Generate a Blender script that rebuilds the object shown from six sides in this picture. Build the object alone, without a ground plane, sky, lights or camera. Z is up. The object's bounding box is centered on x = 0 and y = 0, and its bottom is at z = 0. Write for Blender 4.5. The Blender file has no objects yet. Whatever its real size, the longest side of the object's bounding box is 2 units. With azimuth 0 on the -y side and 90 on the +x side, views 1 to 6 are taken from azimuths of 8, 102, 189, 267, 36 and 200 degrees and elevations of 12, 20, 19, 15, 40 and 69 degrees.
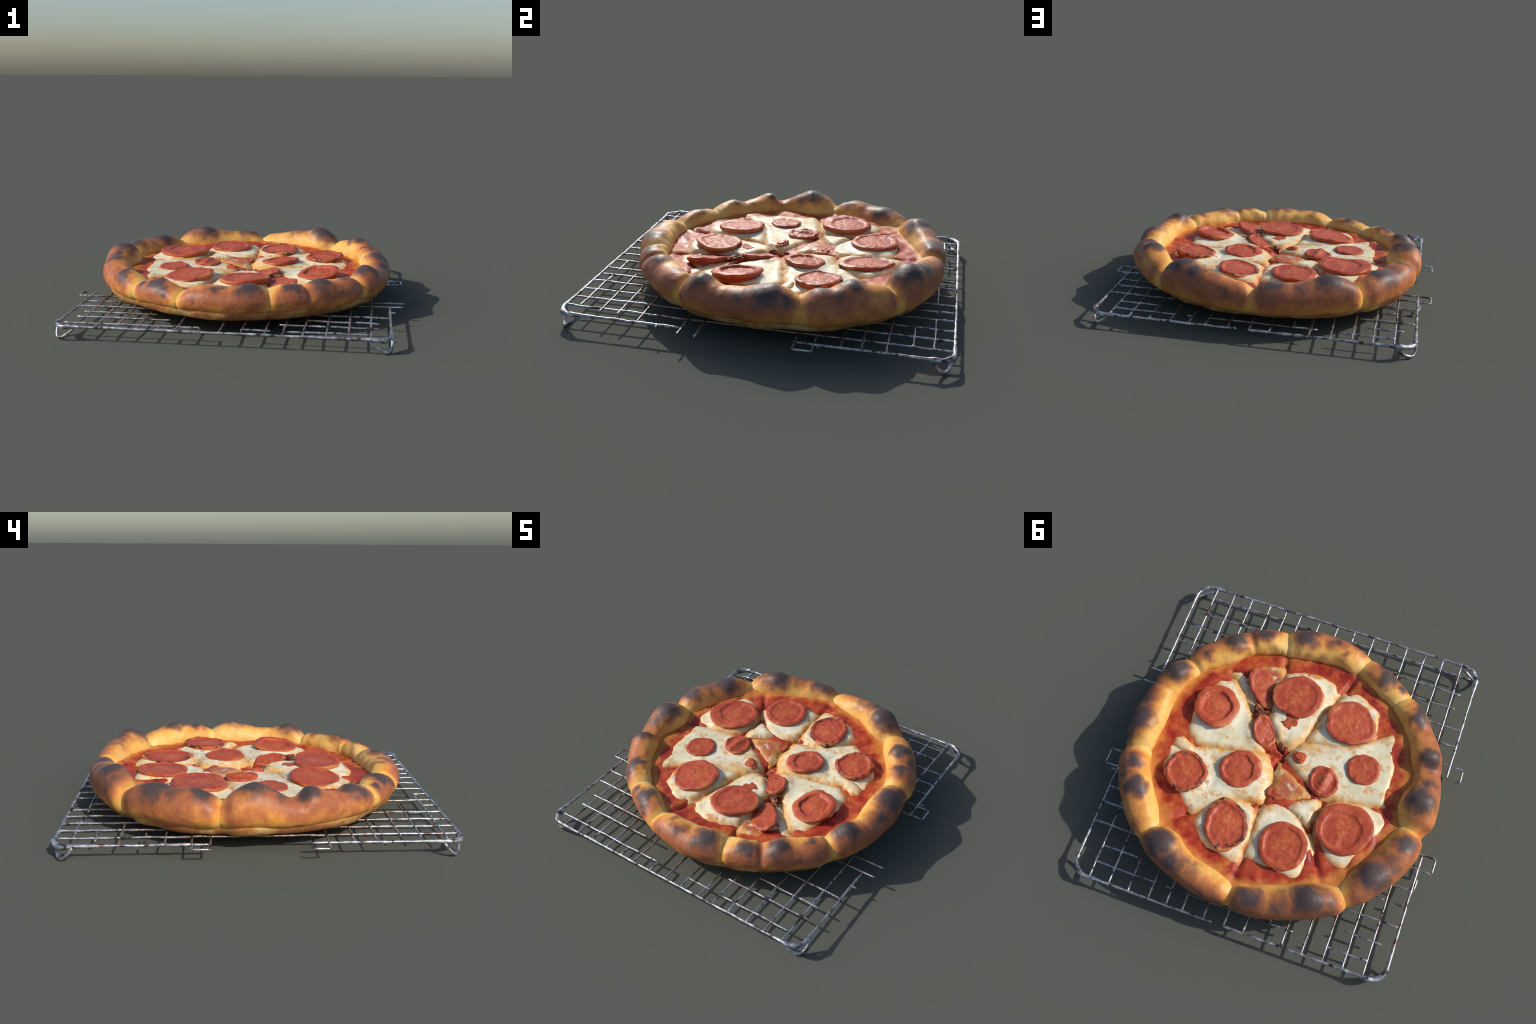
import bpy, math, random
import numpy as np
from mathutils import Vector, noise, Matrix

random.seed(11)
CX, CY = 0.01, 0.04            # pizza axis
RACK_Z = 0.0785                 # height of the wire grid


# --------------------------------------------------------------- helpers
def nz(x, y, z=0.0, s=1.0, o=0.0):
    return noise.noise(Vector((x * s + o, y * s - o * 0.7, z * s + o * 0.3)))


def smooth(a, b, x):
    t = min(1.0, max(0.0, (x - a) / (b - a)))
    return t * t * (3 - 2 * t)


def periodic(table):
    """smooth closed interpolation of (angle in degrees, value) pairs"""
    t = sorted(table)
    a = np.array([p[0] for p in t], float)
    v = np.array([p[1] for p in t], float)
    a = np.concatenate([a - 360, a, a + 360])
    v = np.concatenate([v, v, v])
    slope = np.gradient(v, a) * 0.8

    def f(x):
        i = int(np.searchsorted(a, x)) - 1
        h = a[i + 1] - a[i]
        u = (x - a[i]) / h
        return ((2 * u**3 - 3 * u**2 + 1) * v[i] + (u**3 - 2 * u**2 + u) * h * slope[i]
                + (-2 * u**3 + 3 * u**2) * v[i + 1] + (u**3 - u**2) * h * slope[i + 1])
    return f


def new_object(name, verts, faces, mat, parent, location=(0, 0, 0)):
    me = bpy.data.meshes.new(name)
    me.from_pydata(verts, [], faces)
    me.update()
    for p in me.polygons:
        p.use_smooth = True
    me.materials.append(mat)
    ob = bpy.data.objects.new(name, me)
    bpy.context.collection.objects.link(ob)
    ob.parent = parent
    ob.location = Vector(location) - parent.location
    return ob


def top_level(name, loc, label, category):
    e = bpy.data.objects.new(name, None)
    bpy.context.collection.objects.link(e)
    e.location = loc
    e["label"] = label
    e["category"] = category
    return e


def grid_faces(nu, nv, wrap_v=True):
    f = []
    for i in range(nu - 1):
        for j in range(nv if wrap_v else nv - 1):
            k = (j + 1) % nv
            f.append((i * nv + j, i * nv + k, (i + 1) * nv + k, (i + 1) * nv + j))
    return f


# --------------------------------------------------------------- node helper
class Nodes:
    def __init__(self, name, rough=0.5, spec=0.4, metal=0.0):
        self.mat = bpy.data.materials.new(name)
        self.mat.use_nodes = True
        self.t = self.mat.node_tree
        self.b = self.t.nodes["Principled BSDF"]
        self.b.inputs["Roughness"].default_value = rough
        self.b.inputs["Specular IOR Level"].default_value = spec
        self.b.inputs["Metallic"].default_value = metal
        self.P = self.t.nodes.new("ShaderNodeTexCoord").outputs["Object"]

    def put(self, sock, v):
        if isinstance(v, (int, float)):
            sock.default_value = v
        elif isinstance(v, tuple):
            sock.default_value = v if len(sock.default_value) == len(v) else (*v, 1)
        else:
            self.t.links.new(v, sock)

    def m(self, op, a, b=0.0, clamp=False):
        n = self.t.nodes.new("ShaderNodeMath")
        n.operation = op
        n.use_clamp = clamp
        self.put(n.inputs[0], a)
        self.put(n.inputs[1], b)
        return n.outputs[0]

    def v(self, op, a, b=(0.0, 0.0, 0.0)):
        n = self.t.nodes.new("ShaderNodeVectorMath")
        n.operation = op
        self.put(n.inputs[0], a)
        self.put(n.inputs[1], b)
        return n.outputs["Value"] if op in ("LENGTH", "DISTANCE", "DOT_PRODUCT") else n.outputs[0]

    def xyz(self, v):
        n = self.t.nodes.new("ShaderNodeSeparateXYZ")
        self.put(n.inputs[0], v)
        return n.outputs

    def noise(self, scale, detail=3.0, rough=0.55, offset=None, dist=0.0):
        n = self.t.nodes.new("ShaderNodeTexNoise")
        n.inputs["Scale"].default_value = scale
        n.inputs["Detail"].default_value = detail
        n.inputs["Roughness"].default_value = rough
        n.inputs["Distortion"].default_value = dist
        self.put(n.inputs["Vector"], self.v("ADD", self.P, offset) if offset else self.P)
        return n.outputs["Fac"]

    def voronoi(self, scale):
        n = self.t.nodes.new("ShaderNodeTexVoronoi")
        n.inputs["Scale"].default_value = scale
        self.put(n.inputs["Vector"], self.P)
        return n.outputs["Distance"]

    def ramp(self, fac, stops):
        n = self.t.nodes.new("ShaderNodeValToRGB")
        self.put(n.inputs[0], fac)
        el = n.color_ramp.elements
        while len(el) < len(stops):
            el.new(0.5)
        for e, (p, c) in zip(el, stops):
            e.position = p
            e.color = (c, c, c, 1) if isinstance(c, (int, float)) else (*c, 1)
        return n.outputs[0]

    def step(self, a, b, x):
        n = self.t.nodes.new("ShaderNodeMapRange")
        n.interpolation_type = "SMOOTHSTEP"
        self.put(n.inputs["Value"], x)
        n.inputs["From Min"].default_value = a
        n.inputs["From Max"].default_value = b
        return n.outputs["Result"]

    def mix(self, fac, a, b):
        n = self.t.nodes.new("ShaderNodeMix")
        n.data_type = "RGBA"
        self.put(n.inputs[0], fac)
        self.put(n.inputs[6], a)
        self.put(n.inputs[7], b)
        return n.outputs[2]

    def finish(self, color, bump=None, strength=0.2, distance=0.01, rough=None):
        self.put(self.b.inputs["Base Color"], color)
        if rough is not None:
            self.put(self.b.inputs["Roughness"], rough)
        if bump is not None:
            n = self.t.nodes.new("ShaderNodeBump")
            n.inputs["Strength"].default_value = strength
            n.inputs["Distance"].default_value = distance
            self.put(n.inputs["Height"], bump)
            self.t.links.new(n.outputs[0], self.b.inputs["Normal"])
        return self.mat


# =============================================================== PIZZA
pizza = top_level("pizza", (CX, CY, 0.085),
                  "round pepperoni pizza with puffy charred crust, cut in slices", "pizza")

# ---- crust: ring of puffed segments between pinched seams ----------------
SEAMS = [-132.0, -109.5, -73.5, -30.5, 14.0, 49.0, 90.0, 133.0, 169.8]
outer_r = periodic([(-179, 0.906), (-167, 0.9), (-156, 0.894), (-147, 0.882), (-139, 0.875), (-131, 0.852),
                    (-121, 0.847), (-112, 0.841), (-107, 0.842), (-97, 0.845), (-90, 0.848), (-81, 0.839),
                    (-73, 0.824), (-62, 0.835), (-53, 0.84), (-45, 0.851), (-38, 0.855), (-31, 0.842),
                    (-23, 0.87), (-16, 0.874), (-8, 0.871), (-1, 0.881), (6, 0.875), (13, 0.872),
                    (17, 0.891), (23, 0.901), (33, 0.896), (43, 0.898), (49, 0.89), (58, 0.895),
                    (65, 0.884), (74, 0.878), (81, 0.875), (90, 0.861), (98, 0.879), (104, 0.884),
                    (115, 0.892), (124, 0.904), (130, 0.911), (133, 0.896), (139, 0.911), (145, 0.914),
                    (153, 0.918), (162, 0.918), (167, 0.906), (170, 0.885), (175, 0.91)])
inner_r = periodic([(-74, .688), (-88, .692), (-100, .705), (-111, .726), (-122, .718),
                    (-132, .735), (-142, .744), (-152, .742), (-162, .746), (-168, .745),
                    (-179, .700), (169, .738), (158, .734), (146, .730), (134, .752),
                    (119, .713), (103, .705), (89, .727), (81, .713), (70, .721), (57, .708),
                    (49, .742), (41, .727), (28, .727), (14, .732), (7, .719), (-3, .706),
                    (-14, .733), (-23, .740), (-31, .735), (-44, .700), (-55, .712), (-64, .706)])
crest_z = periodic([(-179, .345), (-173, .315), (-167.5, .277), (-164, .270), (-161, .308),
                    (-152, .280), (-147, .270), (-142.5, .288), (-137, .272), (-132, .248),
                    (-127, .262), (-120, .277), (-113, .255), (-109.5, .236), (-104, .268),
                    (-98, .276), (-90, .270), (-82, .287), (-77, .276), (-73.5, .258),
                    (-65.5, .280), (-61, .277), (-58, .263), (-51.5, .297), (-43, .273),
                    (-37, .277), (-33, .268), (-30.5, .248), (-27, .285), (-22.5, .317),
                    (-16, .284), (-8, .279), (-1, .305), (5, .322), (10, .300), (14, .276),
                    (20, .309), (25, .308), (32, .340), (40, .306), (45, .290), (49, .262),
                    (53, .322), (58.5, .357), (64.5, .335), (72, .318), (81, .294), (86, .285),
                    (90, .260), (94, .294), (98, .299), (106, .300), (114, .318), (120, .344),
                    (128, .312), (133, .264), (138, .290), (145, .313), (153, .304), (161, .314),
                    (166, .288), (169.8, .260), (174, .308)])
# shallow creases and puffs inside a segment: (angle, depth, half width in degrees)
CREASES = [(-165.5, .007, 2.0), (-58, .010, 1.3), (-14, .006, 1.2), (-148, .004, 1.6), (-46, .004, 1.5), (26, .003, 2.0),
           (-6, .003, 1.0)]

# charred blisters: (angle, radius from axis, height, size, strength)
CHAR = [(-51.5, .80, .29, .062, 1), (-64, .81, .27, .052, .75), (-37.4, .785, .27, .036, .55),
        (-62, .872, .22, .026, .5), (-44, .872, .22, .022, .5),
        (-82, .80, .285, .072, .9), (-94, .815, .27, .045, .6), (-100, .77, .255, .028, .5),
        (-103, .872, .21, .020, .6),
        (-121, .812, .275, .058, 1), (-114.8, .868, .215, .022, .9), (-117, .85, .245, .036, .8),
        (-142.3, .838, .28, .056, 1), (-160.5, .84, .295, .062, 1), (-128, .845, .24, .03, .7),
        (-139, .872, .25, .036, .7),
        (-178.8, .805, .335, .088, 1), (-172, .83, .29, .05, .7),
        (163, .838, .305, .068, .95), (146, .838, .305, .095, 1), (154, .86, .28, .06, .5),
        (120, .815, .33, .098, 1), (98, .815, .295, .075, .85), (109, .83, .28, .06, .5),
        (126, .86, .27, .06, .6),
        (57, .812, .345, .092, 1), (66, .83, .315, .07, .75), (73.5, .80, .30, .045, .5),
        (80, .86, .24, .03, .5), (70, .87, .22, .026, .5),
        (32.5, .815, .325, .062, 1), (21.5, .81, .30, .05, .9), (27, .86, .28, .05, .5),
        (-23, .815, .305, .074, 1), (2.5, .838, .30, .085, 1), (-6, .855, .27, .055, .6),
        (9, .86, .27, .045, .5), (-12, .865, .23, .03, .4)]


def crust_material(a0, a1):
    n = Nodes("baked_crust", rough=0.48, spec=0.35)
    x, y, z = n.xyz(n.P)
    flat = n.v("SUBTRACT", n.v("MULTIPLY", n.P, (1.0, 1.0, 0.0)), (CX, CY, 0.0))
    r = n.v("LENGTH", flat)
    big = n.noise(6.0, 3)
    mid = n.noise(17.0, 4)
    fine = n.noise(60.0, 3)
    # bake tone: strongest on the outer shoulder, pale in the seams, under and inside
    dr = n.m("DIVIDE", n.m("SUBTRACT", r, 0.868), 0.105)
    dz = n.m("DIVIDE", n.m("SUBTRACT", z, 0.240), 0.100)
    d = n.m("SQRT", n.m("ADD", n.m("MULTIPLY", dr, dr), n.m("MULTIPLY", dz, dz)))
    d = n.m("ADD", d, n.m("MULTIPLY", n.m("SUBTRACT", big, 0.58), 1.7))
    d = n.m("ADD", d, n.m("MULTIPLY", n.m("SUBTRACT", mid, 0.5), 1.1))
    for a, sgn in ((a0, 1), (a1, -1)):
        t = math.radians(a)
        nv = (-math.sin(t) * sgn, math.cos(t) * sgn, 0.0)
        dist = n.v("DOT_PRODUCT", flat, nv)
        dist = n.m("ADD", dist, n.m("MULTIPLY", n.m("SUBTRACT", mid, 0.5), 0.05))
        d = n.m("ADD", d, n.m("MULTIPLY", n.step(0.055, 0.0, dist), 0.85))
    tone = n.ramp(n.m("MULTIPLY", d, 0.5), [
        (0.06, (.36, .108, .046)), (0.25, (.53, .180, .056)), (0.42, (.70, .290, .055)),
        (0.58, (.75, .400, .088)), (0.85, (.76, .48, .15))])
    tone = n.mix(n.m("MULTIPLY", n.step(0.4, 0.75, fine), 0.10), tone, (.75, .50, .22))
    # soft reddish halo and dark core of every blister
    core = None
    warp = n.t.nodes.new("ShaderNodeTexNoise")
    warp.inputs["Scale"].default_value = 14.0
    warp.inputs["Detail"].default_value = 3.0
    n.put(warp.inputs["Vector"], n.P)
    warped = n.v("ADD", n.P, n.v("MULTIPLY", n.v("SUBTRACT", warp.outputs["Color"], (.5, .5, .5)), (.11, .11, .11)))
    for ang, rr, zz, size, k in CHAR:
        mid_a = (a0 + a1) / 2
        da = (ang - mid_a + 180) % 360 - 180
        if abs(da) > (a1 - a0) / 2 + 3:
            continue
        t = math.radians(ang)
        q = n.v("DISTANCE", warped, (CX + rr * math.cos(t), CY + rr * math.sin(t), zz))
        q = n.m("MULTIPLY", n.m("SUBTRACT", 1.0, n.m("DIVIDE", q, size * 1.36)), k)
        core = q if core is None else n.m("MAXIMUM", core, q)
    core = n.m("ADD", core, n.m("MULTIPLY", n.m("SUBTRACT", mid, 0.5), 0.45))
    core = n.m("ADD", core, n.m("MULTIPLY", n.m("SUBTRACT", fine, 0.5), 0.05))
    col = n.mix(n.m("MULTIPLY", n.step(-0.25, 0.30, core), 0.85), tone, (.31, .100, .043))
    col = n.mix(n.step(0.05, 0.58, core), col, (.080, .054, .050))
    freckle = n.m("MULTIPLY", n.step(0.60, 0.70, n.noise(38.0, 4, 0.6, offset=(6.0, 2.0, 4.0))), n.step(0.45, 0.62, big))
    col = n.mix(n.m("MULTIPLY", freckle, 0.45), col, (.27, .085, .035))
    # small pores
    pore = n.step(0.13, 0.06, n.voronoi(26.0))
    pore = n.m("MULTIPLY", pore, n.step(0.55, 0.68, n.noise(11.0, 2, offset=(3.1, 1.7, 0.4))))
    col = n.mix(n.m("MULTIPLY", pore, 0.6), col, (.20, .075, .03))
    return n.finish(col, n.m("ADD", mid, n.m("MULTIPLY", fine, 0.4)), 0.25, 0.006)


NSEC = 64
for k, a0 in enumerate(SEAMS):
    a1 = SEAMS[(k + 1) % len(SEAMS)]
    if a1 < a0:
        a1 += 360
    over = 0.35
    n_ang = int((a1 - a0) * 2.4)
    angs = [a0 - over + (a1 - a0 + 2 * over) * i / n_ang for i in range(n_ang + 1)]
    verts = []
    for a in angs:
        aw = (a + 180) % 360 - 180
        low = 0.019 + 0.022 * math.cos(math.radians(a + 68))   # flank sags outward on this side
        ro, ri, zt = outer_r(aw) + 0.62 * low, inner_r(aw) - 0.005, crest_z(aw)
        zb = 0.126 - 0.010 * max(0, math.sin(math.radians(a)))
        edge = min(a - a0, a1 - a) + over
        s = 1.0 - 0.075 * (1 - smooth(0, 2.4, edge)) - 0.06 * (1 - smooth(0, 0.9, edge))
        crease = sum(dp * math.exp(-((((a - c + 180) % 360) - 180) / w) ** 2) for c, dp, w in CREASES)
        t = math.radians(a)
        rc, zc = (ro + ri) / 2, (zt + zb) / 2
        ha, hb = (ro - ri) / 2 * s - crease * 0.5, (zt - zb) / 2 * s - crease * 0.7
        for j in range(NSEC):
            p = 2 * math.pi * j / NSEC
            c, sn = math.cos(p), math.sin(p)
            e = 2 / 2.2 if c > 0 else 2 / (2.2 - .45 * abs(c))
            rr = rc + ha * math.copysign(abs(c) ** e, c)
            zz = zc + hb * math.copysign(abs(sn) ** e, sn)
            if sn > 0:                       # crest leans inward
                rr += (0.002 - 0.45 * low) * sn
            x, y = CX + rr * math.cos(t), CY + rr * math.sin(t)
            inner = smooth(0.2, -0.9, c)
            wrinkle = .004 + .007 * smooth(-.1, -.6, math.sin(t + .35))
            g = 0.005 * nz(x, y, zz, 6, 4.1) + (0.002 + wrinkle * inner) * nz(x, y, zz, 15, 9.3)
            g += 0.0012 * nz(x, y, zz, 70, 2.2)
            rr += g * c
            zz += g * sn * (1 if sn > 0 else 0.3)
            verts.append((CX + rr * math.cos(t), CY + rr * math.sin(t), zz))
    faces = grid_faces(len(angs), NSEC)
    faces.append(tuple(range(NSEC)))
    faces.append(tuple(reversed(range((len(angs) - 1) * NSEC, len(angs) * NSEC))))
    new_object("crust_segment", verts, faces, crust_material(a0, a1), pizza)

# ---- dough base ----------------------------------------------------------
n = Nodes("floury_dough", rough=0.65, spec=0.25)
bake = n.m("ADD", n.noise(5.0, 4), n.m("MULTIPLY", n.noise(26.0, 4), 0.35))
col = n.ramp(bake, [(0.46, (.52, .38, .19)), (0.58, (.50, .28, .09)), (0.70, (.34, .14, .045)),
                    (0.86, (.26, .09, .035))])
dough_mat = n.finish(col, n.noise(40.0), 0.3, 0.006)
prof = [(0.0, .100), (.30, .098), (.55, .095), (.70, .090), (.785, .086), (.825, .092), (.845, .104),
        (.855, .128), (.857, .140), (.845, .150), (.80, .160), (.70, .165), (.35, .165), (0.0, .165)]
verts, N = [], 240
for i, (pr, pz) in enumerate(prof):
    for j in range(N):
        t = 2 * math.pi * j / N
        w = nz(math.cos(t) * 3, math.sin(t) * 3, 0, 1, 5) * 0.016
        w += nz(math.cos(t) * 9, math.sin(t) * 9, pz * 30, 1, 2) * 0.012
        rr = max(0.0, pr + (w + (outer_r((j * 360 / N + 180) % 360 - 180) - 0.892) * 0.8
                            - 0.018 * smooth(0, 1, math.sin(t)) + 0.020 * smooth(-.3, 1, math.cos(t + 1.6)) if pr > 0.5 else 0))
        zz = pz + (nz(math.cos(t) * 6, math.sin(t) * 6, pr * 4, 1, 8) * 0.005 if pr > .6 else 0)
        verts.append((CX + rr * math.cos(t), CY + rr * math.sin(t), zz))
new_object("dough_base", verts, grid_faces(len(prof), N), dough_mat, pizza)

# ---- sauce ---------------------------------------------------------------
CUTS = [[(.197, -.624), (.189, -.48), (.208, -.229), (.103, -.108), (.008, -.012)],
        [(.008, -.012), (-.071, -.144), (-.122, -.362), (-.201, -.525), (-.243, -.658)],
        [(-.073, -.139), (-.296, -.167), (-.553, -.365)],
        [(-.274, .169), (-.635, .088), (-.70, .076)],
        [(.026, .296), (.030, .06), (.008, -.012)],
        [(-.274, .169), (-.282, .343), (-.343, .488), (-.42, .612)],
        [(.026, .296), (.022, .525), (.014, .757)],
        [(.026, .296), (.249, .359), (.501, .597)],
        [(.506, .104), (.165, .016), (.008, -.012)],
        [(.477, -.417), (.312, -.245), (.152, -.077)]]
SEGS = np.array([(*a, *b) for l in CUTS for a, b in zip(l, l[1:])])


def cut_distance(x, y):
    ax, ay, bx, by = SEGS.T
    dx, dy = bx - ax, by - ay
    t = np.clip(((x - ax) * dx + (y - ay) * dy) / (dx * dx + dy * dy), 0, 1)
    return float(np.min(np.hypot(x - ax - t * dx, y - ay - t * dy)))


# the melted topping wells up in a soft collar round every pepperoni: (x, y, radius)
COLLARS = [(.472, -.157, .128), (.160, -.106, .085), (.048, -.374, .138), (-.296, -.314, .143),
           (-.453, .297, .154), (-.168, .503, .137),
           (.163, .490, .135), (.484, .277, .119), (.207, .158, .115)]


def collar(x, y):
    return 0.007 * sum(math.exp(-((math.hypot(x - a, y - b) - r) / 0.026) ** 2) for a, b, r in COLLARS)


def sauce_height(x, y, detail=True):
    r = math.hypot(x - CX, y - CY)
    h = 0.208 + 0.026 * y - 0.010 * x + 0.007 * smooth(.5, .68, r) + collar(x, y)
    h -= 0.028 * math.exp(-(cut_distance(x, y) / 0.014) ** 2) * (1 - smooth(.60, .70, r) * 0.6)
    h -= 0.010 * math.exp(-(r / 0.08) ** 2)
    if detail:
        h += 0.008 * nz(x, y, 0, 8, 1) + 0.006 * nz(x, y, 0, 19, 7) + 0.002 * nz(x, y, 0, 60, 3)
    return h


n = Nodes("tomato_sauce", rough=0.48, spec=0.35)
flat = n.v("SUBTRACT", n.v("MULTIPLY", n.P, (1.0, 1.0, 0.0)), (CX, CY, 0.0))
r = n.v("LENGTH", flat)
a, b = n.noise(9.0, 5), n.noise(28.0, 5, 0.65)
mixn = n.m("ADD", n.m("MULTIPLY", a, 0.6), n.m("MULTIPLY", b, 0.4))
col = n.ramp(mixn, [(0.36, (.22, .016, .010)), (0.46, (.38, .036, .015)), (0.56, (.48, .085, .021)),
                    (0.66, (.58, .21, .036))])
rim = n.m("ADD", r, n.m("MULTIPLY", n.m("SUBTRACT", a, 0.5), 0.16))
col = n.mix(n.m("MULTIPLY", n.step(.665, .730, rim), 0.8), col, (.58, .22, .04))
sauce_mat = n.finish(col, b, 0.35, 0.008, n.ramp(a, [(0.4, .42), (0.6, .6)]))
verts, NR, NA = [], 96, 300
for i in range(NR):
    q = i / (NR - 1)
    for j in range(NA):
        t = 2 * math.pi * j / NA
        rr = q * (inner_r(t * 180 / math.pi if t < math.pi else t * 180 / math.pi - 360) + 0.03)
        x, y = CX + rr * math.cos(t), CY + rr * math.sin(t)
        verts.append((x, y, sauce_height(x, y) + 0.007 * smooth(.93, 1.0, q)))
new_object("sauce", verts, grid_faces(NR, NA), sauce_mat, pizza)

# ---- cheese --------------------------------------------------------------
# every patch: thickness, how toasted, how red, union of convex outlines
CHEESE = [
    (.031, 0.35, 0.0, [[(0.588, 0.029), (0.504, 0.102), (0.314, 0.065), (0.124, 0.013), (0.276, -0.217), (0.434, -0.376), (0.524, -0.35), (0.596, -0.127)]]),
    (.032, 0.6, 0.1, [[(0.628, 0.294), (0.651, 0.143), (0.592, 0.095), (0.426, 0.087), (0.269, 0.056), (0.168, 0.321), (0.362, 0.483), (0.492, 0.426)],
        [(0.426, 0.087), (0.093, 0.017), (0.031, 0.122), (0.018, 0.316), (0.166, 0.326), (0.341, 0.359)]]),
    (.042, 0.1, 0.0, [[(0.633, 0.142), (0.63, 0.09), (0.59, 0.069), (0.494, 0.112), (0.489, 0.155), (0.57, 0.178)]]),
    (.033, 0.3, 0.0, [[(0.353, 0.522), (0.326, 0.427), (0.213, 0.325), (0.073, 0.324), (0.032, 0.357), (0.013, 0.483), (0.031, 0.678), (0.123, 0.677), (0.299, 0.611)]]),
    (.033, 0.25, 0.0, [[(0.017, 0.626), (0.03, 0.501), (0.024, 0.33), (-0.036, 0.272), (-0.14, 0.271), (-0.29, 0.385), (-0.324, 0.468), (-0.308, 0.648), (-0.225, 0.666), (-0.118, 0.653)]]),
    (.041, 0.12, 0.0, [[(-0.109, 0.282), (-0.164, 0.207), (-0.257, 0.173), (-0.289, 0.217), (-0.263, 0.359), (-0.183, 0.328)]]),
    (.034, 0.2, 0.0, [[(-0.301, 0.369), (-0.287, 0.229), (-0.336, 0.169), (-0.525, 0.113), (-0.646, 0.136), (-0.673, 0.186), (-0.629, 0.298), (-0.54, 0.506), (-0.503, 0.531), (-0.399, 0.488)]]),
    (.032, 0.6, 0.0, [[(-0.006, -0.006), (-0.062, -0.116), (-0.365, -0.2), (-0.482, 0.122), (-0.277, 0.166), (-0.184, 0.132)],
        [(-0.313, -0.181), (-0.554, -0.349), (-0.591, -0.269), (-0.615, -0.112), (-0.624, 0.101), (-0.418, 0.139)]]),
    (.030, 0.9, 0.8, [[(0.003, 0.261), (0.013, 0.008), (-0.062, 0.051), (-0.184, 0.132), (-0.267, 0.17), (-0.17, 0.223), (-0.071, 0.271)]]),
    (.034, 0.4, 0.0, [[(-0.076, -0.127), (-0.132, -0.365), (-0.197, -0.496), (-0.268, -0.535), (-0.425, -0.458), (-0.448, -0.386), (-0.455, -0.271), (-0.31, -0.154), (-0.186, -0.135)]]),
    (.034, 0.35, 0.1, [[(0.035, -0.055), (0.141, -0.147), (0.19, -0.315), (0.164, -0.515), (0.06, -0.567), (-0.103, -0.557), (-0.171, -0.5), (-0.139, -0.38), (-0.075, -0.147), (-0.011, -0.059)]]),
    (.021, 0.95, 0.5, [[(0.47, -0.404), (0.364, -0.519), (0.197, -0.538), (0.158, -0.462), (0.271, -0.205), (0.385, -0.312)]]),
]


def edges_of(poly):
    m = len(poly)
    cx = sum(p[0] for p in poly) / m
    cy = sum(p[1] for p in poly) / m
    out = []
    for (x0, y0), (x1, y1) in zip(poly, poly[1:] + poly[:1]):
        l = math.hypot(x1 - x0, y1 - y0)
        nx, ny = (y1 - y0) / l, (x0 - x1) / l
        c = nx * x0 + ny * y0
        if nx * cx + ny * cy > c:
            nx, ny, c = -nx, -ny, -c
        out.append((nx, ny, c))
    return out


def cheese_material(parts, toast, red):
    n = Nodes("melted_mozzarella", rough=0.40, spec=0.42)
    big, mid, fine = n.noise(7.0, 3), n.noise(24.0, 4, 0.6), n.noise(75.0, 3)
    d = None
    for edges in parts:
        e = None
        for nx, ny, c in edges:
            q = n.m("SUBTRACT", n.v("DOT_PRODUCT", n.P, (nx, ny, 0.0)), c)
            e = q if e is None else n.m("MAXIMUM", e, q)
        d = e if d is None else n.m("MINIMUM", d, e)
    d = n.m("ADD", d, n.m("MULTIPLY", n.m("SUBTRACT", big, 0.5), 0.11))
    d = n.m("ADD", d, n.m("MULTIPLY", n.m("SUBTRACT", mid, 0.5), 0.075))
    cream = n.ramp(big, [(0.35, (.74, .66, .43)), (0.6, (.86, .81, .61))])
    tan = n.m("MULTIPLY", n.step(0.60 - 0.16 * toast, 0.72 - 0.12 * toast, mid),
              n.step(0.46 - .2 * toast, 0.60 - .2 * toast, n.noise(6.0, 2, offset=(5.0, 2.0, 1.0))))
    heart = n.step(.34, .08, n.v("DISTANCE", n.P, (CX, CY, .21)))
    heart = n.m("MULTIPLY", heart, n.step(.40, .60, n.noise(15.0, 4, 0.6, offset=(7.0, 3.0, 1.0))))
    cream = n.mix(n.m("MULTIPLY", heart, 0.75), cream, (.66, .34, .085))
    col = n.mix(n.m("MULTIPLY", tan, 0.7), cream, (.66, .29, .05))
    col = n.mix(n.m("MULTIPLY", n.step(0.60, 0.72, n.noise(40.0, 3, offset=(1.0, 8.0, 2.0))),
                    0.15 + 0.4 * toast), col, (.68, .33, .07))
    if red:
        rr = n.step(0.62 - 0.25 * red, 0.70 - 0.25 * red, n.noise(8.5, 3, offset=(2.0, 4.0, 6.0)))
        col = n.mix(n.m("MULTIPLY", rr, 0.9), col, (.42, .075, .025))
    col = n.mix(n.m("MULTIPLY", n.step(-0.060, 0.008, d), 0.9), col, (.68, .34, .07))
    col = n.mix(n.step(-0.004, 0.026, d), col, (.46, .09, .025))
    return n.finish(col, n.m("ADD", big, n.m("MULTIPLY", fine, 0.15)), 0.15, 0.01)


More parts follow.
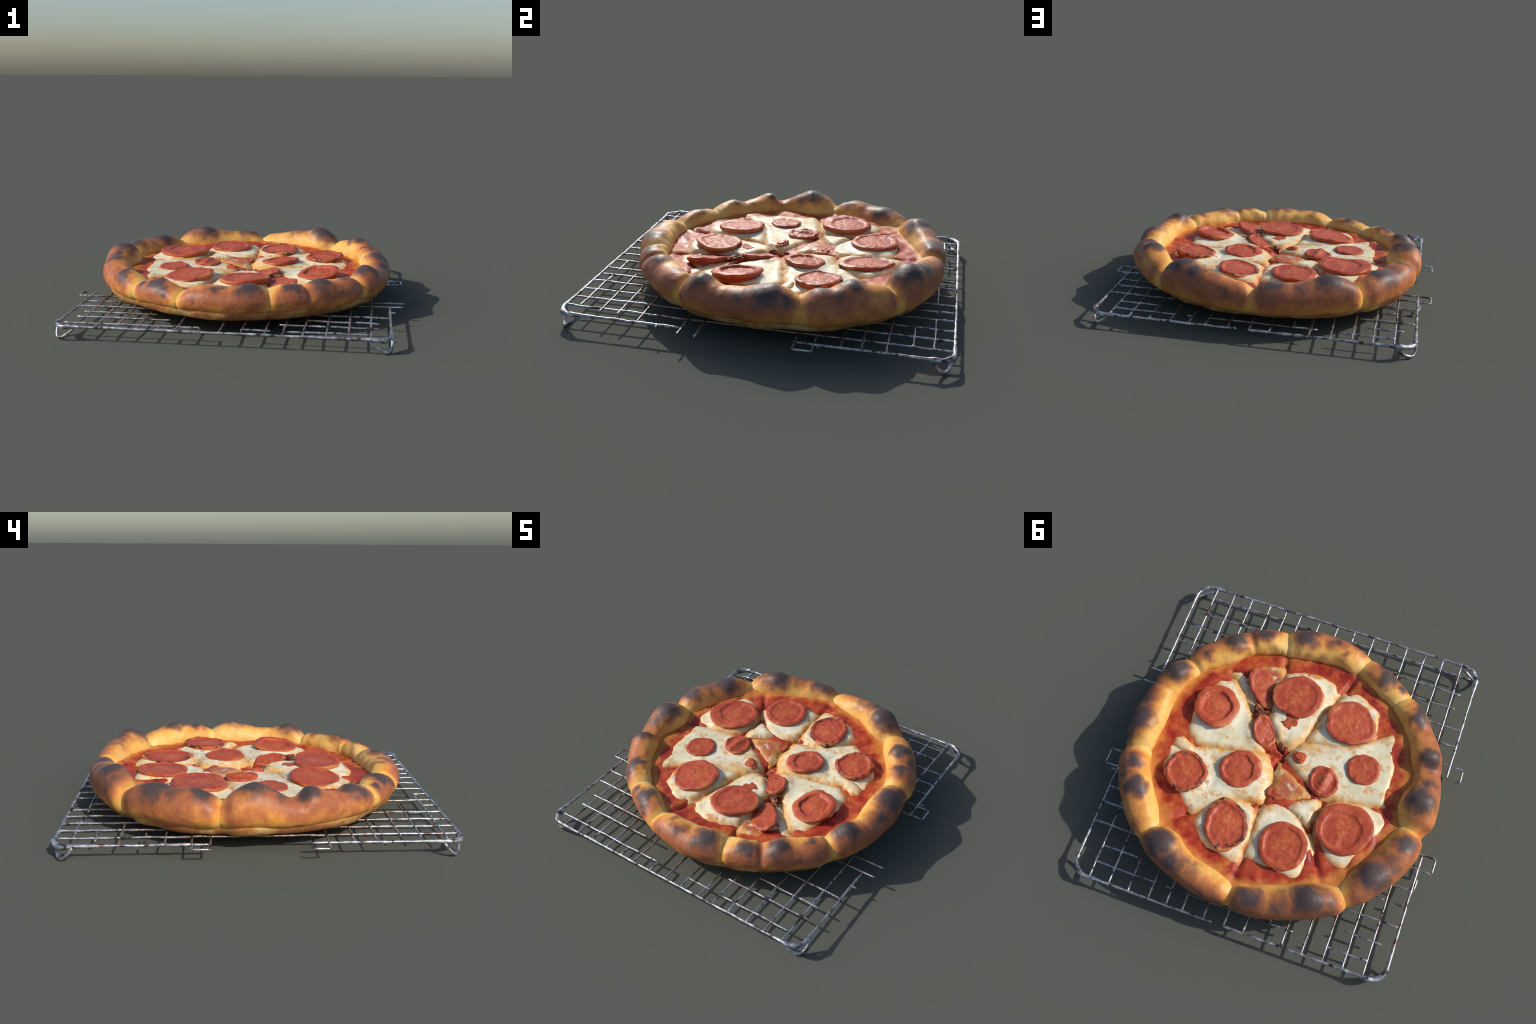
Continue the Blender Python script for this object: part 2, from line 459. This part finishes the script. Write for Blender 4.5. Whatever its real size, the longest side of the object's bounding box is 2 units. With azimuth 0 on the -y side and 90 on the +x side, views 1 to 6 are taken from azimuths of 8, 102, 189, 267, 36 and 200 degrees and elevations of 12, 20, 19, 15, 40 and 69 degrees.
for k, (thick, toast, red, polys) in enumerate(CHEESE):
    parts = [edges_of(p) for p in polys]
    every = [p for poly in polys for p in poly]
    cx = sum(p[0] for p in every) / len(every)
    cy = sum(p[1] for p in every) / len(every)

    def sdf(x, y):
        best = 9.0
        for edges in parts:
            v = [nx * x + ny * y - c for nx, ny, c in edges]
            m = max(v)
            best = min(best, m + 0.010 * math.log(sum(math.exp((q - m) / 0.010) for q in v)))
        return best - 0.018
    NA, NR = 144, 36
    rad = []
    for j in range(NA):
        t = 2 * math.pi * j / NA
        lo, hi = 0.0, 0.6
        for _ in range(22):
            md = (lo + hi) / 2
            if sdf(cx + md * math.cos(t), cy + md * math.sin(t)) < 0:
                lo = md
            else:
                hi = md
        w = 1 + 0.06 * nz(math.cos(t) * 2.2, math.sin(t) * 2.2, k * 3.1) \
            + 0.03 * nz(math.cos(t) * 6, math.sin(t) * 6, k * 1.7)
        rad.append(lo * w)
    verts = []
    for i in range(NR):
        q = (i / (NR - 1)) ** 0.75
        for j in range(NA):
            t = 2 * math.pi * j / NA
            x, y = cx + rad[j] * q * math.cos(t), cy + rad[j] * q * math.sin(t)
            inside = max(0.0, min(-sdf(x, y) + 0.006, (1 - q) * rad[j]))
            lift = (thick - .009) * (1 - (1 - smooth(0, 0.07, inside)) ** 2.0)
            base = 0.199 + 0.022 * y - 0.008 * x + collar(x, y) - 0.012 * math.exp(-(math.hypot(x - CX, y - CY) / 0.08) ** 2)
            h = base + lift
            h += (0.0045 * nz(x, y, k, 10, 3) + 0.002 * nz(x, y, k, 27, 5)) * smooth(0, .03, inside)
            verts.append((x, y, h - (0.014 if i == NR - 1 else 0)))
    new_object("cheese_patch", verts, grid_faces(NR, NA), cheese_material(parts, toast, red), pizza)

# ---- pepperoni -----------------------------------------------------------


def pepperoni_material(radius, char=0.0, pale=0.0, seed=0.0):
    radius *= 1.06
    n = Nodes("cured_pepperoni", rough=0.48, spec=0.35)
    x, y, z = n.xyz(n.P)
    rr = n.m("DIVIDE", n.v("LENGTH", n.v("MULTIPLY", n.P, (1.0, 1.0, 0.0))), radius)
    o = (seed, seed * 1.7, seed * 0.4)
    big, mid, fine = n.noise(14.0, 3, offset=o), n.noise(45.0, 4, 0.6, offset=o), n.noise(130.0, 3, offset=o)
    col = n.ramp(big, [(0.30, (.36, .052, .024)), (0.52, (.43, .072, .029)), (0.74, (.49, .110, .036))])
    heart = n.m("MULTIPLY", n.step(0.62, 0.15, rr), n.step(0.42, 0.62, mid))
    col = n.mix(n.m("MULTIPLY", heart, 0.55), col, (.56, .17, .05))
    col = n.mix(n.m("MULTIPLY", n.step(0.58, 0.76, mid), 0.25), col, (.55, .17, .10))
    speck = n.m("MULTIPLY", n.step(0.16, 0.08, n.voronoi(42.0)), n.step(0.54, 0.62, mid))
    col = n.mix(n.m("MULTIPLY", speck, 0.7), col, (.64, .34, .17))
    dark = n.m("MULTIPLY", n.step(0.62, 0.70, n.noise(30.0, 4, 0.6, offset=(seed + 3, 1.0, 2.0))),
               n.step(0.25, 0.95, rr))
    col = n.mix(n.m("MULTIPLY", dark, 0.5 + 0.4 * char), col, (.14, .03, .02))
    # browned, fatty outer skin
    edge = n.m("ADD", rr, n.m("MULTIPLY", n.m("SUBTRACT", big, 0.5), 0.25))
    col = n.mix(n.m("MULTIPLY", n.step(0.93, 1.03, edge), 0.35 + 0.6 * pale), col, (.52, .19, .055))
    under = n.step(-0.008, -0.022, n.m("ADD", z, n.m("MULTIPLY", n.m("SUBTRACT", big, 0.5), 0.03)))
    under = n.m("MULTIPLY", under, n.step(0.80, 0.90, rr))
    col = n.mix(n.m("MULTIPLY", under, 0.7), col, (.52, .17, .045))
    if char:
        burnt = n.m("MULTIPLY", n.step(0.72, 0.92, rr),
                    n.step(0.62 - .14 * char, 0.70 - .14 * char, n.noise(16.0, 5, 0.75, offset=(seed, 2.0, 9.0))))
        col = n.mix(burnt, col, (.055, .022, .016))
    return n.finish(col, n.m("ADD", mid, n.m("MULTIPLY", fine, 0.5)), 0.12, 0.004)


def pepperoni(x, y, z, ra, rb, rot=19.6, slope=(0, 0), rim=.008, inner=.72, off=(0, 0), depth=.038,
              wave=.009, ridge=None, char=0.0, pale=0.0, seed=1, lobes=.11, skirt=.84):
    NA, NR = 112, 34
    rim *= .75
    verts = []
    cr, sr = math.cos(math.radians(rot)), math.sin(math.radians(rot))

    def outline(t):
        return 1 + lobes * nz(math.cos(t) * 1.3, math.sin(t) * 1.3, seed * 2.3) \
            + lobes * .35 * nz(math.cos(t) * 4, math.sin(t) * 4, seed * 5.1)

    def point(q, t):
        o = outline(t)
        u, v = 1.06 * ra * o * q * math.cos(t), 1.06 * rb * o * q * math.sin(t)
        px, py = u * cr - v * sr, u * sr + v * cr
        qi = math.hypot(math.cos(t) * q - off[0], math.sin(t) * q - off[1])
        qi += .06 * nz(math.cos(t) * 1.6, math.sin(t) * 1.6, seed * 4.9)
        h = slope[0] * px + slope[1] * py
        h += rim * smooth(inner - .12, inner + .07, qi) - rim * .4 * smooth(.0, inner, qi) * (qi < inner)
        h += wave * nz(math.cos(t) * 1.8, math.sin(t) * 1.8, seed * 3.7) * q * q
        h += .0025 * nz(px, py, seed, 30) + .0012 * nz(px, py, seed, 70)
        if ridge:
            ang, amp, wd = ridge
            s = -px * math.sin(ang) + py * math.cos(ang)
            h += amp * math.exp(-(s / wd) ** 2) * (1 - q * q * .6)
        return px, py, h - .008 * q ** 9
    for i in range(NR):
        q = max(1e-4, i / (NR - 1))
        for j in range(NA):
            verts.append(point(q, 2 * math.pi * j / NA))
    for i in range(1, 7):
        f = i / 6
        for j in range(NA):
            t = 2 * math.pi * j / NA
            px, py, h = point(1.0, t)
            k = 1 + .010 * math.sin(math.pi * min(1, f * 4)) - (1 - skirt) * smooth(.1, 1, f)
            k += .012 * nz(math.cos(t) * 5, math.sin(t) * 5, f * 3 + seed)
            bottom = min(h - .014, -depth)
            verts.append((px * k, py * k, h + (bottom - h) * f))
    return new_object("pepperoni_slice", verts, grid_faces(NR + 6, NA),
                      pepperoni_material((ra + rb) / 2, char, pale, seed * 1.37), pizza, (x, y, z))


pepperoni(.472, -.157, .240, .119, .124, slope=(.12, .08), rim=.016, inner=.68, off=(.02, .04), seed=1, wave=.008, depth=.03)
pepperoni(.258, -.372, .224, .072, .128, rot=38, slope=(.24, .05), rim=.003, inner=.8, seed=2, depth=.03)
pepperoni(.160, -.106, .226, .062, .094, rot=30, slope=(.26, -.02), rim=.006, inner=.8, seed=3, depth=.035, char=.3)
pepperoni(.048, -.374, .245, .138, .122, slope=(.05, -.02), rim=.006, inner=.82, off=(.08, .05), seed=4, pale=.9, char=.15, depth=.045)
pepperoni(-.296, -.314, .242, .139, .131, slope=(.10, .06), rim=.005, inner=.84, seed=5, depth=.048, pale=.3)
pepperoni(-.443, -.073, .236, .090, .087, slope=(.02, .02), rim=.003, inner=.80, seed=6, depth=.025)
pepperoni(-.257, .071, .236, .077, .089, slope=(.02, .0), rim=.006, inner=.8, seed=7, depth=.03,
          ridge=(math.radians(80), .016, .024))
pepperoni(-.453, .297, .262, .152, .138, slope=(.02, .04), rim=.008, inner=.70, off=(.12, .10), seed=8, depth=.05, wave=.014, lobes=.07)
pepperoni(-.168, .503, .258, .128, .130, slope=(.0, .03), rim=.008, inner=.78, seed=9, depth=.045, wave=.008, lobes=.07)
pepperoni(.163, .490, .248, .114, .140, slope=(.08, .05), rim=.008, inner=.80, off=(0, .10), seed=10, depth=.042, pale=.9, char=.8)
pepperoni(.484, .277, .254, .108, .116, slope=(.05, .05), rim=.010, inner=.82, seed=11, depth=.045, char=.9)
pepperoni(.207, .158, .242, .112, .104, slope=(.10, -.04), rim=.010, inner=.70, off=(.10, .0), seed=12, depth=.04, char=.2)
# small scraps near the middle
pepperoni(-.078, -.030, .231, .036, .044, rot=60, slope=(-.1, .2), rim=-.006, inner=.6, seed=13, depth=.03, lobes=.15)
pepperoni(-.070, .205, .220, .085, .055, rot=10, slope=(.1, .1), rim=-.005, inner=.6, seed=14, depth=.03, lobes=.2)
pepperoni(.035, -.205, .223, .070, .060, rot=70, slope=(.05, -.1), rim=-.004, inner=.6, seed=15, depth=.03, lobes=.2)

# ---- burnt crumbs where the torn slice folds -----------------------------
n = Nodes("burnt_crumb", rough=0.6)
c = n.noise(60.0, 4, 0.7)
burnt_mat = n.finish(n.ramp(c, [(0.42, (.05, .02, .012)), (0.55, (.33, .08, .03)), (0.7, (.55, .26, .08))]),
                     c, 0.5, 0.005)


def crumb(x, y, z, sx, sy, sz, rot, seed):
    verts, NU, NV = [], 22, 32
    for i in range(NU):
        p = math.pi * i / (NU - 1)
        for j in range(NV):
            t = 2 * math.pi * j / NV
            d = Vector((math.sin(p) * math.cos(t), math.sin(p) * math.sin(t), math.cos(p)))
            k = 1 + .45 * noise.noise(d * 1.6 + Vector((seed, 0, 0))) + .3 * noise.noise(d * 4 + Vector((0, seed, 0)))
            u, v = d.x * sx * k, d.y * sy * k
            verts.append((u * math.cos(rot) - v * math.sin(rot), u * math.sin(rot) + v * math.cos(rot), d.z * sz * k))
    new_object("burnt_crumb", verts, grid_faces(NU, NV), burnt_mat, pizza, (x, y, z))


crumb(.228, -.225, .222, .020, .050, .010, 0.9, 1.0)
crumb(.208, -.208, .226, .010, .044, .009, 2.2, 5.0)
crumb(.040, -.062, .200, .014, .028, .016, 0.4, 9.0)

# =============================================================== RACK
rack = top_level("cooling_rack", (0, 0, 0),
                 "square steel wire cooling rack with rounded corners", "cooling rack")
n = Nodes("worn_steel_wire", rough=0.3, spec=0.5, metal=0.75)
flat = n.v("SUBTRACT", n.v("MULTIPLY", n.P, (1.0, 1.0, 0.0)), (CX, CY, 0.0))
r = n.v("LENGTH", flat)
a, b, c = n.noise(22.0, 4, 0.6), n.noise(55.0, 4, 0.7, offset=(4.0, 2.0, 7.0)), n.noise(12.0, 3, offset=(9.0, 1.0, 3.0))
col = n.ramp(a, [(0.38, (.05, .05, .055)), (0.45, (.36, .37, .40)), (0.58, (.52, .53, .56)), (0.68, (.86, .87, .90))])  # near-white top stop paints specular glints on the wire in noise patches
rust = n.m("MULTIPLY", n.step(0.53, 0.61, b), n.step(0.46, 0.58, c))
col = n.mix(n.m("MULTIPLY", rust, 0.8), col, (.36, .10, .045))
grease = n.m("MULTIPLY", n.step(.97, .86, n.m("ADD", r, n.m("MULTIPLY", n.m("SUBTRACT", c, .5), .3))), 0.7)
col = n.mix(grease, col, (.20, .11, .05))
steel = n.finish(col, b, 0.4, 0.004, n.ramp(b, [(0.35, .18), (0.65, .45)]))


def rack_z(y):
    return RACK_Z - 0.0035 * y


def tube(name, path, radius, wob=.0030, seed=0.0, swell=None, step=.012, nv=10):
    pts = [Vector((p[0] * .9973 - .0015, p[1], p[2])) for p in path]
    dense = []
    for p, q in zip(pts, pts[1:]):
        m = max(1, int((q - p).length / step))
        dense += [p.lerp(q, i / m) for i in range(m)]
    dense.append(pts[-1])
    verts = []
    N = len(dense)
    for i, p in enumerate(dense):
        t = (dense[min(i + 1, N - 1)] - dense[max(i - 1, 0)]).normalized()
        side = t.cross(Vector((0, 0, 1)))
        if side.length < .05:
            side = t.cross(Vector((1, 0, 0)))
        side.normalize()
        up = side.cross(t)
        o = Vector((nz(p.x, p.y, p.z, 11, seed), nz(p.x, p.y, p.z, 11, seed + 31), nz(p.x, p.y, p.z, 11, seed + 57))) * wob
        k = radius * (1 + .30 * nz(p.x, p.y, p.z, 28, seed + 5) + .22 * nz(p.x, p.y, p.z, 70, seed + 9))
        if swell:
            k *= swell(p)
        if i in (0, N - 1):
            k *= .55
        for j in range(nv):
            a = 2 * math.pi * j / nv
            verts.append(p + o + side * (k * math.cos(a)) + up * (k * math.sin(a)))
    f = grid_faces(N, nv)
    f.append(tuple(reversed(range(nv))))
    f.append(tuple(range((N - 1) * nv, N * nv)))
    return new_object(name, [tuple(v) for v in verts], f, steel, rack)


# wires along y: x -> list of (from, to)
E0, E1 = -.979, .987
ALONG_Y = {.797: [(E0, E1)], .682: [(E0, E1)], .565: [(E0, E1)], .444: [(E0, E1)],
           .337: [(E0, E1)], .242: [(E0, E1)], .117: [(E0, E1)], .0: [(E0, E1)],
           -.112: [(E0, -.90), (.84, E1)], -.234: [(E0, .888)], -.331: [(E0, -.905), (.70, E1)],
           -.446: [(E0, E1)], -.564: [(E0, E1)], -.678: [(E0, E1)], -.793: [(E0, E1)]}
for x, runs in ALONG_Y.items():
    for y0, y1 in runs:
        tube("wire", [(x, y0, rack_z(y0)), (x, y1, rack_z(y1))], .0058, seed=x * 17 + y0)
# wires along x: y -> list of (from, to); several are broken off short of the frame
ALONG_X = {-.903: [(-.868, -.118), (.108, .268), (.336, .795)],
           -.781: [(-.838, -.30), (.30, .84)], -.682: [(-.832, -.40), (.45, .845)],
           -.558: [(-.90, .90)], -.448: [(-.905, .60), (.894, .934)],
           -.324: [(-.985, .987)], -.236: [(.70, .988)],
           .239: [(-.986, -.70), (.70, .985)], .330: [(-.985, .984)],
           .457: [(-.918, .91)], .553: [(-.89, -.845), (-.786, -.73), (.60, .908)],
           .672: [(-.898, -.58), (.50, .906)], .791: [(-.838, -.63), (.555, .802)],
           .901: [(-.798, -.505)], .889: [(-.368, .24), (.262, .268), (.335, .372), (.440, .796)]}
for y, runs in ALONG_X.items():
    for x0, x1 in runs:
        if x1 - x0 > .02:
            tube("wire", [(x0, y, rack_z(y) + .001), (x1, y, rack_z(y) + .001)], .0056, seed=y * 13 + x0)
# side clips and bent stubs
zc = RACK_Z
for path in ([(.986, .239, zc), (.987, .330, zc)], [(-.984, .239, zc), (-.985, .330, zc)],
             [(-.985, -.324, zc), (-.987, -.248, zc), (-.958, -.234, zc)],
             [(-.917, .457, zc), (-.917, .38, zc)], [(.912, .352, zc), (.944, .354, zc)]):
    tube("clip", path, .0056, seed=path[0][1] * 7)

# outer frame: rounded square, broken at the two sides and once at the back
FX, FY0, FY1, CR = .905, E0, E1, .088


def corner(sx, sy, n_pts=14):
    fy = FY1 if sy > 0 else -FY0
    out = []
    for i in range(n_pts + 1):
        a = math.pi / 2 * i / n_pts
        y = sy * (fy - CR + CR * math.sin(a))
        out.append((sx * (FX - CR + CR * math.cos(a)), y, rack_z(y) - .006 * math.sin(2 * a)))
    return out       # from the side edge round to the front/back edge


def swell(p):
    d = math.hypot(max(0, .84 - abs(p.x)), max(0, .92 - abs(p.y)))
    return 1 + .85 * math.exp(-(d / .07) ** 2)


front = [(-FX, -.243, rack_z(-.243))] + corner(-1, -1) + corner(1, -1)[::-1] + [(FX, -.332, rack_z(-.332))]
back_p = [(FX, .232, rack_z(.2))] + corner(1, 1) + [(.066, FY1, rack_z(FY1))]
back_n = [(-FX, .24, rack_z(.2))] + corner(-1, 1) + [(-.001, FY1, rack_z(FY1))]
for s, p in enumerate((front, back_p, back_n)):
    tube("frame", p, .0074, seed=s * 3.3, swell=swell, wob=.002)
# bent wire feet under the corners
for sx in (-1, 1):
    for sy in (-1, 1):
        fy = FY1 if sy > 0 else -FY0
        top0, low, top1 = (sx * (FX + .004), sy * (fy - .10), .073), (sx * .896, sy * .955, .0075), (sx * .790, sy * (fy - .004), .073)
        path = []
        for i in range(25):          # rounded V
            t = i / 24
            p0, p1, p2 = Vector(top0), Vector((sx * .925, sy * .968, -.055)), Vector(top1)
            q = p0 * (1 - t) ** 2 + p1 * (2 * t * (1 - t)) + p2 * t * t
            q.z = max(q.z, .0095)
            path.append(tuple(q))
        tube("foot", path, .0085, seed=sx * 2 + sy, step=.008, wob=.001)

# settle: the lowest point rests on the ground
bpy.context.view_layer.update()
